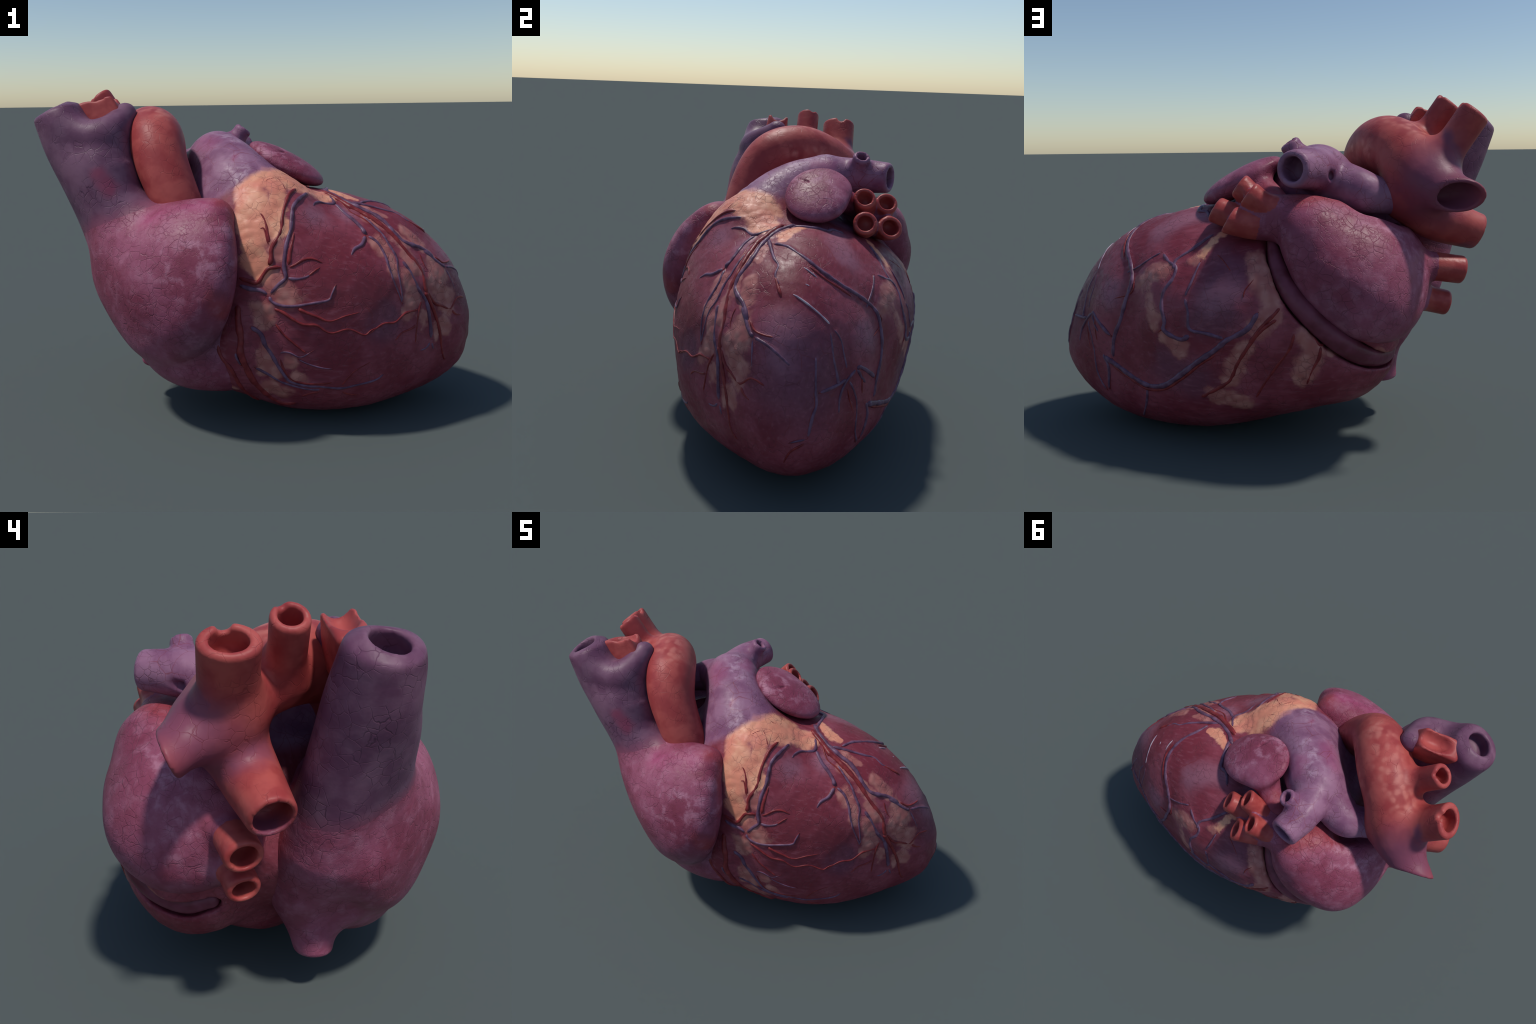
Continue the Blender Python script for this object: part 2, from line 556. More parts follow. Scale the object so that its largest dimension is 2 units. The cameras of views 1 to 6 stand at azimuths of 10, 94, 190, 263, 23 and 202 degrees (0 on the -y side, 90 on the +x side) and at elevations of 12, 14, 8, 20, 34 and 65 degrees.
def muscle_material():
    s = Shader("heart_muscle")
    edge = s.warp(s.warp(s.pos, 9, 0.075), 30, 0.03)
    big = s.noise(s.warp(s.pos, 3, 0.2), 5, 4)
    fibre_map = s.node("ShaderNodeMapping")
    fibre_map.inputs["Rotation"].default_value = (0.3, 0.5, 0.6)
    fibre_map.inputs["Scale"].default_value = (14, 60, 60)
    s.put(fibre_map.inputs["Vector"], s.warp(s.pos, 4, 0.05))
    fibre = s.noise(fibre_map.outputs[0], 1.0, 3)
    col = s.mix((0.195, 0.027, 0.044), (0.28, 0.06, 0.088), s.ramp(big, 0.38, 0.66))
    col = s.mix(col, (0.145, 0.045, 0.078), s.math("MULTIPLY", s.patches(edge, MUSCLE_PURPLE, 0.3, 1.5), 0.75))
    col = s.mix(col, (0.18, 0.026, 0.04), s.math("MULTIPLY", s.patches(edge, MUSCLE_RED, 0.3, 1.4), 0.8))
    col = s.mix(col, (0.31, 0.125, 0.175), s.math("MULTIPLY", s.patches(edge, MUSCLE_HIGHLIGHT, 0.2, 1.6), 0.75))
    col = s.mix(col, (0.36, 0.13, 0.17), s.math("MULTIPLY", s.ramp(fibre, 0.52, 0.75), 0.3))
    col = s.mix(col, (0.11, 0.022, 0.035), s.math("MULTIPLY", s.ramp(fibre, 0.48, 0.28), 0.35))
    pale = s.patches(edge, FAT_PALE, 0.3, 1.85)
    warm = s.patches(edge, FAT_WARM, 0.6, 1.4)
    grain = s.noise(s.pos, 42, 3)
    lump = s.cells(s.warp(s.pos, 12, 0.03), 26, "SMOOTH_F1")
    fat = s.mix((0.40, 0.13, 0.115), (0.53, 0.23, 0.195), s.ramp(lump, 0.65, 0.15))
    fat = s.mix(fat, (0.36, 0.11, 0.11), s.math("MULTIPLY", s.ramp(s.noise(s.pos, 13, 4), 0.52, 0.7), 0.55))
    hot = s.mix((0.70, 0.255, 0.165), (0.76, 0.35, 0.22), s.ramp(s.noise(s.pos, 10, 3), 0.4, 0.65))
    hot = s.mix(hot, (0.66, 0.20, 0.15), s.math("MULTIPLY", s.ramp(s.noise(s.pos, 6, 2), 0.5, 0.68), 0.7))
    fat = s.mix(fat, hot, warm)
    fat_mask = s.math("MAXIMUM", pale, warm)
    fat_mask = s.ramp(s.math("ADD", fat_mask, s.math("MULTIPLY", s.math("SUBTRACT", s.noise(s.pos, 20, 4), 0.5), 1.1)), 0.15, 0.85)
    col = s.mix(col, fat, s.math("MULTIPLY", fat_mask, s.ramp(warm, 0.0, 0.5, (0.82, 1.0))))
    # purple wall of the pulmonary artery takes over above the fat
    up = s.vmath("DOT_PRODUCT", s.vmath("SUBTRACT", edge, (0.005, -0.15, 1.06)), tuple(unit((-0.62, 0.32, 0.72))), 1)
    high = s.ramp(s.vmath("DOT_PRODUCT", s.pos, (0, 0, 1), 1), 0.93, 0.97)
    artery = s.math("MULTIPLY", s.ramp(up, -0.025, 0.03), high)
    wall = s.mix((0.21, 0.078, 0.15), (0.31, 0.145, 0.23), s.ramp(s.noise(s.warp(s.pos, 6, 0.06), 9, 4), 0.36, 0.64))
    wall = s.mix(wall, (0.48, 0.31, 0.40), s.math("MULTIPLY", s.patches(edge, TRUNK_HIGHLIGHT, 0.2, 1.5), s.ramp(s.noise(edge, 22, 3), 0.38, 0.7, (0.0, 0.75))))
    wall = s.mix(wall, (0.34, 0.06, 0.15), s.math("MULTIPLY", s.patches(edge, TRUNK_PINK, 0.3, 1.5), 0.4))
    col = s.mix(col, wall, artery)
    vessels = creases(s, s.pos, 11, 0.022, 0.5)
    fine = creases(s, s.pos, 30, 0.06, 0.5)
    col = s.mix(col, (0.20, 0.025, 0.03), s.math("MULTIPLY", vessels, 0.6))
    col = s.mix(col, (0.12, 0.03, 0.04), s.math("MULTIPLY", fine, 0.42))
    height = s.math("ADD", s.math("MULTIPLY", s.noise(s.pos, 30, 4), 0.5), s.math("MULTIPLY", fine, -0.55))
    height = s.math("ADD", height, s.math("MULTIPLY", fibre, 0.35))
    return s.finish(col, height, rough=s.ramp(grain, 0.3, 0.7, (0.40, 0.56)))


def atrium_material():
    s = Shader("atrium_wall")
    edge = s.warp(s.warp(s.pos, 7, 0.06), 26, 0.022)
    mottle = s.noise(s.warp(s.pos, 8, 0.05), 17, 5, 0.62)
    big = s.noise(s.pos, 4, 3)
    col = s.mix((0.235, 0.047, 0.085), (0.305, 0.082, 0.14), s.ramp(big, 0.38, 0.62))
    col = s.mix(col, (0.17, 0.072, 0.115), s.math("MULTIPLY", s.patches(edge, ATRIUM_BLUE, 0.2, 1.5), 0.8))
    col = s.mix(col, (0.31, 0.045, 0.055), s.math("MULTIPLY", s.patches(edge, ATRIUM_RED, 0.3, 1.4), 0.85))
    col = s.mix(col, (0.36, 0.06, 0.15), s.math("MULTIPLY", s.patches(edge, MAGENTA, 0.3, 1.4), 0.7))
    spots = s.ramp(mottle, 0.46, 0.68)
    pale = s.math("ADD", s.math("MULTIPLY", s.patches(edge, ATRIUM_PALE, 0.2, 1.7), 0.45), 0.28)
    col = s.mix(col, (0.48, 0.215, 0.30), s.math("MULTIPLY", spots, pale))
    col = s.mix(col, (0.17, 0.03, 0.05), s.math("MULTIPLY", s.ramp(mottle, 0.46, 0.3), 0.4))
    fine = creases(s, s.pos, 26, 0.05, 0.47)
    hair = creases(s, s.pos, 60, 0.07, 0.5)
    col = s.mix(col, (0.10, 0.02, 0.035), s.math("MULTIPLY", fine, 0.36))
    height = s.math("ADD", s.math("MULTIPLY", s.noise(s.warp(s.pos, 14, 0.04), 24, 4), 1.0), s.math("MULTIPLY", fine, -0.36))
    height = s.math("ADD", height, s.math("MULTIPLY", hair, -0.25))
    return s.finish(col, height, bump=0.55, rough=s.ramp(mottle, 0.3, 0.7, (0.42, 0.56)))


def cava_material():
    s = Shader("vein_wall")
    edge = s.warp(s.pos, 10, 0.06)
    n = s.noise(s.warp(s.pos, 6, 0.07), 10, 5)
    col = s.mix((0.14, 0.052, 0.10), (0.205, 0.095, 0.15), s.ramp(n, 0.36, 0.66))
    col = s.mix(col, (0.27, 0.05, 0.10), s.math("MULTIPLY", s.patches(edge, CAVA_PINK, 0.3, 1.4), 0.8))
    # the wall reddens into the atrium below
    low = s.ramp(s.vmath("DOT_PRODUCT", s.vmath("SUBTRACT", edge, (-0.55, -0.25, 0.90)), tuple(unit((-0.35, 0.1, 0.93))), 1), 0.0, 0.09, (1.0, 0.0))
    col = s.mix(col, (0.22, 0.06, 0.105), low)
    fine = creases(s, s.pos, 24, 0.045, 0.46)
    col = s.mix(col, (0.07, 0.02, 0.045), s.math("MULTIPLY", fine, 0.45))
    height = s.math("ADD", s.math("MULTIPLY", s.noise(s.pos, 26, 4), 0.7), s.math("MULTIPLY", fine, -0.6))
    return s.finish(col, height)


def aorta_material():
    s = Shader("aorta_wall")
    edge = s.warp(s.warp(s.pos, 7, 0.06), 24, 0.03)
    n = s.noise(s.warp(s.pos, 7, 0.05), 9, 4)
    col = s.mix((0.33, 0.046, 0.048), (0.44, 0.085, 0.076), s.ramp(n, 0.36, 0.64))
    flake = s.cells(s.warp(s.pos, 16, 0.03), 30, "SMOOTH_F1")
    pale = s.math("MULTIPLY", s.patches(edge, AORTA_PALE, 0.3, 1.6), s.ramp(flake, 0.62, 0.2))
    col = s.mix(col, (0.60, 0.21, 0.17), s.math("MULTIPLY", pale, 0.6))
    col = s.mix(col, (0.19, 0.055, 0.10), s.math("MULTIPLY", s.patches(edge, AORTA_PURPLE, 0.5, 1.5), 0.9))
    fine = creases(s, s.pos, 24, 0.04, 0.52)
    col = s.mix(col, (0.16, 0.02, 0.025), s.math("MULTIPLY", fine, 0.4))
    height = s.math("ADD", s.math("MULTIPLY", s.noise(s.pos, 28, 4), 0.6), s.math("MULTIPLY", fine, -0.5))
    height = s.math("ADD", height, s.math("MULTIPLY", flake, -0.5))
    return s.finish(col, height, bump=0.3)


def vessel_material(name, dark, light, scale=30):
    s = Shader(name)
    n = s.noise(s.pos, scale, 3)
    col = s.mix(dark, light, s.ramp(n, 0.35, 0.65))
    return s.finish(col, s.noise(s.pos, 60, 3), bump=0.2, rough=0.4)


MUSCLE, ATRIUM, CAVA_WALL, AORTA_WALL = muscle_material(), atrium_material(), cava_material(), aorta_material()
VEIN = vessel_material("coronary_vein_wall", (0.105, 0.043, 0.08), (0.175, 0.088, 0.15))
CORONARY = vessel_material("coronary_artery_wall", (0.165, 0.017, 0.022), (0.25, 0.032, 0.035))
VEIN_EDGE = vessel_material("vein_underlay_red", (0.15, 0.018, 0.024), (0.22, 0.03, 0.036))  # dark red of the tubes added beneath the veins
RIDGE_SHEEN = vessel_material("ridge_sheen", (0.32, 0.22, 0.30), (0.48, 0.38, 0.44))  # pale colour standing in for the shine on muscle ridges
ARTERY = vessel_material("lung_vein_wall", (0.34, 0.045, 0.045), (0.44, 0.085, 0.075), 14)
SINUS_WALL = vessel_material("sinus_wall", (0.13, 0.025, 0.04), (0.19, 0.045, 0.075), 12)

# ----------------------------------------------------------------------------------------------
# ventricles and pulmonary artery, one smooth surface
# ----------------------------------------------------------------------------------------------
EGG = BulgedEllipsoid(
    (0.139, 0.058, 0.511), (0.904, 0.579, 0.565),
    ((0.977, -0.112, -0.184), (-0.012, 0.825, -0.565), (0.215, 0.554, 0.804)),
    [[0.94],
     [1.00, 1.00, 0.98, 0.97, 0.96, 0.94, 0.91, 0.87, 0.85, 0.84, 0.85, 0.88, 0.91, 0.94, 0.98, 1.00],
     [0.98, 0.93, 0.90, 0.91, 0.95, 0.97, 0.93, 0.88, 0.84, 0.84, 0.87, 0.90, 0.92, 0.93, 0.96, 0.99],
     [0.97, 0.90, 0.85, 0.87, 0.94, 0.98, 0.95, 0.90, 0.90, 0.90, 0.93, 0.98, 0.96, 0.90, 0.91, 0.96],
     [0.98, 0.94, 0.92, 0.91, 0.93, 0.94, 0.91, 0.91, 0.97, 0.97, 0.96, 1.02, 0.98, 0.83, 0.81, 0.93],
     [0.97, 0.97, 1.00, 0.96, 0.90, 0.88, 0.90, 0.94, 1.00, 0.96, 0.94, 1.02, 0.94, 0.78, 0.77, 0.90],
     [1.02, 1.03, 1.03, 0.97, 0.88, 0.86, 0.92, 0.95, 0.93, 0.90, 0.93, 0.98, 0.88, 0.77, 0.79, 0.93],
     [1.00, 1.01, 0.99, 0.94, 0.88, 0.88, 0.91, 0.92, 0.89, 0.88, 0.91, 0.93, 0.85, 0.79, 0.82, 0.94],
     [0.89, 0.90, 0.90, 0.89, 0.88, 0.88, 0.90, 0.90, 0.90, 0.90, 0.90, 0.89, 0.86, 0.84, 0.84, 0.87],
     [0.88]])
TRUNK = Tube([(0.07, -0.21, 0.84, 0.13), (0.02, -0.18, 0.935, 0.118), (-0.03, -0.125, 1.02, 0.108), (-0.09, -0.06, 1.09, 0.11), (-0.155, 0.04, 1.145, 0.108), (-0.22, 0.16, 1.158, 0.118)], (1, 0.3, 0.1), 1.18)
PULMONARY_LEFT = Stub([(-0.24, 0.20, 1.158, 0.118), (-0.225, 0.35, 1.18, 0.088), (-0.162, 0.495, 1.186, 0.074)], 0.024)
PULMONARY_SMALL = Stub([(-0.19, 0.33, 1.18, 0.05), (-0.155, 0.34, 1.25, 0.042), (-0.126, 0.348, 1.292, 0.043)], 0.018, depth=0.06)
PULMONARY_RIGHT = Tube([(-0.24, 0.16, 1.14, 0.105), (-0.40, 0.265, 1.09, 0.095), (-0.51, 0.25, 1.065, 0.075), (-0.66, 0.22, 1.05, 0.065)])
PIT = Tube([(-0.30, 0.34, 1.155, 0.011), (-0.315, 0.45, 1.157, 0.011)], (0, 0, 1), 1.7)
BASE_LOBE = Ellipsoid((-0.345, 0.32, 0.39), (0.185, 0.185, 0.165))
UNDERSIDE = Ellipsoid((-0.10, 0.07, 0.28), (0.25, 0.21, 0.20))
SIDE_WALL = Ellipsoid((0.33, 0.315, 0.60), (0.21, 0.205, 0.21))
SIDE_TIP = Ellipsoid((0.55, 0.245, 0.53), (0.22, 0.165, 0.20))
CONUS_PAD = Ellipsoid((0.11, -0.19, 0.88), (0.11, 0.12, 0.145))
GROOVE_PAD = Ellipsoid((-0.03, -0.32, 0.38), (0.16, 0.195, 0.20))

# the fat vein in the groove under the left atrium
SINUS = Tube([(-0.07, 0.44, 0.89, 0.02), (-0.10, 0.50, 0.81, 0.034), (-0.155, 0.565, 0.72, 0.04), (-0.24, 0.59, 0.625, 0.042), (-0.345, 0.568, 0.525, 0.044), (-0.44, 0.495, 0.45, 0.045), (-0.515, 0.385, 0.42, 0.043), (-0.545, 0.29, 0.44, 0.034)])


def ventricles(p):
    f = EGG(p)
    for pad, k in ((BASE_LOBE, 0.1), (UNDERSIDE, 0.12), (SIDE_WALL, 0.1), (SIDE_TIP, 0.1), (CONUS_PAD, 0.12), (GROOVE_PAD, 0.08)):
        f = smin(f, pad(p), k)
    f = smin(f, TRUNK(p), 0.22)
    f = smin(f, PULMONARY_RIGHT(p), 0.05)
    f = smin(f, PULMONARY_LEFT.solid(p), 0.03)
    f = smin(f, PULMONARY_SMALL.solid(p), 0.04)
    for s in (PULMONARY_LEFT, PULMONARY_SMALL):
        f = smax(f, -s.bore(p), 0.01)
    f = smax(f, -(SINUS(p) - 0.006), 0.03)
    return smax(f, -PIT(p), 0.012)


# ----------------------------------------------------------------------------------------------
# coronary vessels: spines given as (angle from the apex axis, angle round it) about the egg's
# centre, laid on the ventricle surface; radius at either end
# ----------------------------------------------------------------------------------------------
VESSELS = []


def vessel(kind, r0, r1, spine):
    VESSELS.append((kind, r0, r1, spine))


vessel("vein", 0.010, 0.010, [(85.9, 147.2), (87.5, 156.1), (88.6, 162.4), (87.6, 167.9), (86.5, 173), (86.4, 178.7), (85.7, 184.5), (84.7, 189.1), (83, 192.9), (85.3, 196.6), (88.1, 201.6)])
vessel("vein", 0.012, 0.010, [(102.7, 200.5), (96.9, 200.9), (92.1, 200.4), (88.1, 201.6)])
vessel("vein", 0.010, 0.004, [(88.1, 201.6), (86.1, 204), (81.3, 204.6), (76.3, 203.4), (69.9, 200.7), (63.7, 197.6), (63, 194.3), (62.3, 189.8)])
vessel("vein", 0.009, 0.005, [(83, 192.9), (78.9, 192.3), (75.2, 190.6), (72.7, 187.8)])
vessel("artery", 0.008, 0.012, [(90.2, 150.6), (91.6, 157.1), (91.6, 164.2), (90.9, 169.9), (89.9, 174.3), (90.5, 179), (91.4, 183.1), (90.6, 186.9), (90.8, 189.7)])
vessel("artery", 0.005, 0.008, [(100.5, 170), (98.2, 171.3), (95.7, 174.9), (94, 178.7), (92.1, 181.9)])
vessel("artery", 0.004, 0.006, [(98.6, 177.5), (96.5, 176), (94.5, 179.2), (92.6, 182.4)])
vessel("artery", 0.006, 0.012, [(85, 173.1), (84.3, 177.9), (84, 182.6), (83, 188.3)])
vessel("artery", 0.008, 0.013, [(85.4, 189), (90.3, 190.6), (92.1, 193.4), (93.8, 197.3), (97.4, 197.8), (103.4, 197.4)])
vessel("artery", 0.008, 0.005, [(83.1, 188.7), (80.5, 186.5), (77.8, 183.5), (74.3, 181.9), (69.9, 182.2)])
vessel("artery", 0.007, 0.004, [(75, 191.1), (72.3, 186.9), (70.4, 184.4)])
vessel("artery", 0.009, 0.003, [(85.2, 206.7), (81, 207.3), (76.8, 209.1), (71.6, 210.7), (66.3, 209.9), (61.8, 212), (58.6, 212.2), (52.8, 209.2), (46.1, 211.4), (43.3, 208), (37.9, 204.3)])
vessel("artery", 0.009, 0.003, [(75.2, 204.2), (71.8, 205.1), (66.8, 206), (61.2, 207), (55.4, 203.2), (48.3, 199)])
vessel("vein", 0.012, 0.005, [(93.7, 217), (88.7, 219.2), (85.9, 223.8), (82.5, 227.8), (79.2, 232.5), (75.4, 237.4), (72.7, 239.7), (66.4, 240.8), (60.4, 240.6), (53.3, 241.5), (47.2, 240.2), (39.8, 238.9), (36.1, 235.7)])
vessel("vein", 0.006, 0.003, [(79.5, 227), (77.3, 225.7), (74.7, 225.4), (71.3, 226.6), (69.1, 226.1), (64.9, 222)])
vessel("vein", 0.005, 0.003, [(71.2, 227.7), (67.2, 229.2), (61.5, 230.5), (56.1, 230.8)])
vessel("artery", 0.005, 0.008, [(78.6, 229), (76.4, 233.7), (72.8, 238.1), (66.5, 239.5), (61.9, 238.9), (55.7, 237.7)])
vessel("vein", 0.008, 0.006, [(88.7, 234), (83.4, 237.1), (77.5, 240.3), (72.6, 241.4), (66.3, 242.6), (60.3, 242.5)])
vessel("artery", 0.017, 0.016, [(101.1, 208.8), (99.1, 215.6), (96, 222.3), (94.8, 227.7), (91.9, 233.5), (88.5, 241), (84.9, 246.8), (80.5, 253), (75.6, 255.9), (69.7, 253.6)])
vessel("artery", 0.010, 0.012, [(105.8, 225.8), (102.4, 231.1), (97.9, 234.8), (95.4, 239.3), (93.5, 245.1), (90.2, 256), (86.5, 261.7)])
vessel("vein", 0.008, 0.006, [(97, 227.7), (95.3, 230.9), (93.4, 233.6)])
vessel("artery", 0.007, 0.004, [(83.4, 212.9), (78.6, 217.2), (74.1, 220.2), (70.2, 222.8), (67.7, 224.3)])
vessel("artery", 0.007, 0.005, [(69.2, 248.5), (64.7, 245.1), (60.2, 243.5)])
vessel("artery", 0.008, 0.003, [(53.2, 243.5), (49, 246.5), (46, 248.2)])
vessel("artery", 0.005, 0.003, [(53.3, 240.5), (50.3, 234.7), (47.5, 230.9), (40.3, 224.7)])
vessel("vein", 0.014, 0.012, [(84.3, 122.7), (77.7, 129.6), (72, 133.4), (66.6, 135.8), (61.2, 137.7), (55.2, 139.2), (50.3, 142), (45.9, 145.7), (41.4, 147.4), (37.5, 145), (34, 141.4), (28, 138.6)])
vessel("vein", 0.011, 0.009, [(34.7, 142.4), (30.3, 140.6), (25.5, 137.1), (23.6, 133.6)])
vessel("vein", 0.009, 0.006, [(24, 134.4), (22, 122.2), (20, 110.1), (18.7, 99.4)])
vessel("vein", 0.006, 0.003, [(23.6, 134.4), (18, 135.2), (13, 136.2)])
vessel("vein", 0.010, 0.004, [(68.9, 134.9), (58.7, 131.1), (52.5, 128.1), (48.7, 125.1), (44.4, 125.5), (40.5, 122.2)])
vessel("artery", 0.006, 0.008, [(44.4, 125.7), (40.4, 123.2), (36.3, 119.6)])
vessel("vein", 0.011, 0.004, [(79.1, 132), (73.8, 141.6), (75.8, 145.4), (79.9, 148.7), (81.5, 152.6), (81.5, 155.4)])
vessel("vein", 0.012, 0.011, [(73.8, 141.6), (68, 147.1), (62.1, 150.4), (58, 153.4), (55.5, 156.7)])
vessel("vein", 0.012, 0.005, [(55.5, 156.7), (55.9, 164.1), (58.5, 169), (59.2, 174.6)])
vessel("vein", 0.009, 0.006, [(55, 156.3), (49.9, 158.3), (46.1, 162.7), (43.3, 168.2), (40.3, 174.8)])
vessel("vein", 0.007, 0.008, [(60.2, 143.6), (54.6, 147.6), (49.1, 151.4), (44.9, 156.2), (40.6, 160.3)])
vessel("vein", 0.010, 0.011, [(39.1, 160.1), (33.2, 164.6), (27.5, 171), (22.3, 175.4), (17.8, 189.3), (14.8, 217.6)])
vessel("vein", 0.008, 0.004, [(14.8, 217.6), (17.5, 225.7), (21.3, 225.6)])
vessel("vein", 0.008, 0.004, [(14.8, 217.6), (13.8, 235.7)])
vessel("artery", 0.018, 0.012, [(82.9, 129.6), (76.6, 133.2), (70.3, 136.9), (66, 139.7), (60.6, 141.5), (54.1, 144), (47.3, 147.2), (42, 150.7), (35.3, 154.5), (30.1, 157.7), (25.8, 165.6), (23, 170)])
vessel("artery", 0.013, 0.005, [(25.2, 168.3), (19.9, 174.1), (15.3, 183.9), (11.1, 206.9), (10.6, 243.5), (10.6, 266.5)])
vessel("artery", 0.009, 0.006, [(24.1, 166.9), (18.6, 170.9), (15.1, 166.7), (11.6, 158.5), (12.8, 137), (11.6, 112.9)])
vessel("artery", 0.010, 0.005, [(11.5, 159.2), (8.5, 155.4), (6.8, 136.4)])
vessel("artery", 0.009, 0.005, [(24.2, 176), (23.8, 185.7), (23.3, 194.3), (22.8, 207.2), (23, 219.1)])
vessel("artery", 0.008, 0.004, [(23.8, 185.7), (26.6, 189.5), (29.8, 193.8), (33.5, 201.4), (39, 203.8), (45, 211.4)])
vessel("artery", 0.007, 0.004, [(23.1, 199.3), (25.5, 204.2), (29.8, 208.4), (33.1, 215)])
vessel("vein", 0.007, 0.005, [(49.3, 150.9), (44.1, 156.9), (40.6, 161.6), (38.8, 168), (35.5, 175.7), (31.8, 186.6)])
vessel("vein", 0.006, 0.004, [(46.3, 161.8), (42.9, 168.2), (39.6, 175), (35.5, 181), (31.6, 187.4)])
vessel("artery", 0.007, 0.004, [(29.3, 137.4), (25.8, 133.6), (24.5, 125.9), (24.4, 117.5)])
vessel("artery", 0.006, 0.004, [(34.8, 145.6), (30.6, 151.2), (26.7, 153.6), (23.4, 155.3)])
vessel("artery", 0.006, 0.004, [(72.7, 136), (65.8, 143.8), (59.2, 145.9), (52.2, 149.5), (47.4, 153)])
vessel("vein", 0.009, 0.012, [(63.5, 131.2), (60.7, 124.1), (56.6, 117.8), (53, 110), (50.8, 101.9), (50.8, 92.1), (53, 81.1)])
vessel("artery", 0.005, 0.009, [(51.6, 112.1), (48.9, 103.4), (48.7, 94.4), (49.8, 84.1)])
vessel("vein", 0.012, 0.011, [(51.3, 89.9), (54.3, 77.1), (55.6, 68.1), (52.4, 59.3), (48.2, 49.5), (42.7, 39), (40.5, 26.8)])
vessel("vein", 0.011, 0.008, [(35.1, 30.1), (37.6, 19.3), (36.8, 5.6)])
vessel("sheen", 0.005, 0.006, [(38.4, 115), (36.7, 105.9), (35.4, 96.9), (34.3, 87.8)])  # pale strands that paint a highlight along the ridge
vessel("sheen", 0.003, 0.005, [(50.4, 114.2), (48.8, 109.7), (47.6, 105.1)])
vessel("sheen", 0.003, 0.004, [(43.2, 111.8), (43.1, 109.1), (42.9, 106.3)])
vessel("vein", 0.007, 0.010, [(33.5, 89), (28, 77.8), (25.1, 64), (24.3, 58.3)])
vessel("vein", 0.010, 0.007, [(28.1, 56.2), (24.3, 58.3), (20.9, 62.2), (18.4, 65.9)])
vessel("vein", 0.006, 0.008, [(25.1, 88.7), (20.7, 79.2), (17.7, 68), (16.4, 58.9), (14.3, 50), (12.7, 29.5)])
vessel("vein", 0.006, 0.003, [(12.7, 29.5), (10.2, 27.5), (8.2, 21.5)])
vessel("artery", 0.006, 0.004, [(12.4, 26.2), (9.7, 8.8), (11.3, 340.3)])
vessel("vein", 0.008, 0.006, [(32.6, 57.7), (27.2, 55.5), (23.3, 48.3), (22, 36.3)])
vessel("vein", 0.010, 0.010, [(32.6, 57.7), (34.2, 56.4), (37.4, 48.6), (41.6, 40)])
vessel("artery", 0.006, 0.005, [(34.4, 53.8), (33.1, 45.8), (32.9, 35.9)])
vessel("artery", 0.004, 0.004, [(27, 50.9), (27.1, 39.2), (29.4, 26.1)])
vessel("vein", 0.005, 0.005, [(34.3, 87.8), (33.2, 78.9), (30.7, 70.6), (29, 61.2)])
vessel("vein", 0.014, 0.013, [(35.5, 28.2), (43.2, 22.1), (50.9, 17.6), (58.5, 14.6), (67.2, 15.1), (76.8, 20.2), (87, 25.9), (96.2, 30.3), (102.7, 34.1), (111.2, 37.4), (116.2, 43.5)])
vessel("artery", 0.008, 0.007, [(37.1, 25.6), (43.8, 19.6), (50.7, 15.6), (57.4, 12.4), (66.7, 13.1), (76.9, 18.2), (87.2, 24.2), (97.1, 28.9)])
vessel("vein", 0.009, 0.012, [(72.1, 79.4), (76.9, 72.5), (81.3, 68.4), (80.2, 62.9), (76.2, 58.2), (74.5, 51.8), (75, 45.2), (73.7, 41.4), (78, 37.9), (82.4, 36.3), (86.4, 37.9)])
vessel("artery", 0.006, 0.007, [(73.6, 73.4), (78.7, 70.5), (80.3, 66.5)])
vessel("artery", 0.007, 0.003, [(74.3, 42.7), (69.1, 39.8)])
vessel("vein", 0.008, 0.009, [(85.9, 53.9), (87.1, 47.5), (86.9, 40.3), (94.1, 37.8), (102.8, 34.4)])
vessel("vein", 0.005, 0.008, [(93.2, 70.2), (89.6, 61), (85.9, 53.9)])
vessel("vein", 0.005, 0.006, [(51, 74.8), (61.6, 76.4), (72.1, 79.4)])
vessel("vein", 0.009, 0.010, [(98.4, 86), (88.5, 77.6), (80.9, 72.3), (80.2, 67.2)])
vessel("artery", 0.008, 0.011, [(122, 39.6), (116.7, 36.5), (110.4, 30.3), (104.1, 22.9), (99.2, 16.2), (92.4, 12.8), (83.2, 9)])
vessel("vein", 0.008, 0.005, [(58.2, 12.7), (55.1, 3), (48.1, 349)])
vessel("vein", 0.006, 0.006, [(28.3, 54.8), (29.5, 41.2), (30.2, 30.6), (31.3, 15.2), (35.7, 3.9)])
vessel("vein", 0.008, 0.008, [(32.4, 58.5), (33.4, 49.8), (35.1, 43.5)])
vessel("artery", 0.009, 0.005, [(133.4, 24.7), (131.8, 19.4), (128.6, 14.2), (125.6, 7.2)])
vessel("artery", 0.005, 0.008, [(132.6, 31.8), (132.4, 27.9), (133.4, 24.7), (136.7, 23.1)])
vessel("artery", 0.008, 0.005, [(126.7, 33.4), (123.9, 26.4), (118.6, 19.8), (111.7, 11.6), (106.4, 4.7)])
vessel("artery", 0.007, 0.010, [(126.8, 45.6), (121.4, 41.8), (115.7, 36.8), (110.2, 30.4)])
vessel("vein", 0.012, 0.010, [(80.5, 126.8), (82.5, 114.7), (83.9, 108.1), (88.3, 106.3), (91.8, 98.9)])
vessel("artery", 0.004, 0.003, [(92.4, 141), (95.8, 143.8), (101.2, 144.7)])
vessel("artery", 0.004, 0.003, [(103.2, 157.6), (99.1, 151.7), (95.8, 153.7), (92.9, 157.5)])
vessel("artery", 0.003, 0.003, [(101, 166.1), (102.8, 160.2), (103.2, 157.6)])
vessel("artery", 0.003, 0.003, [(94.5, 136.6), (96.4, 142.5), (99.8, 145)])
vessel("artery", 0.003, 0.003, [(57, 69.2), (55.8, 62.3), (46.3, 61.9)])
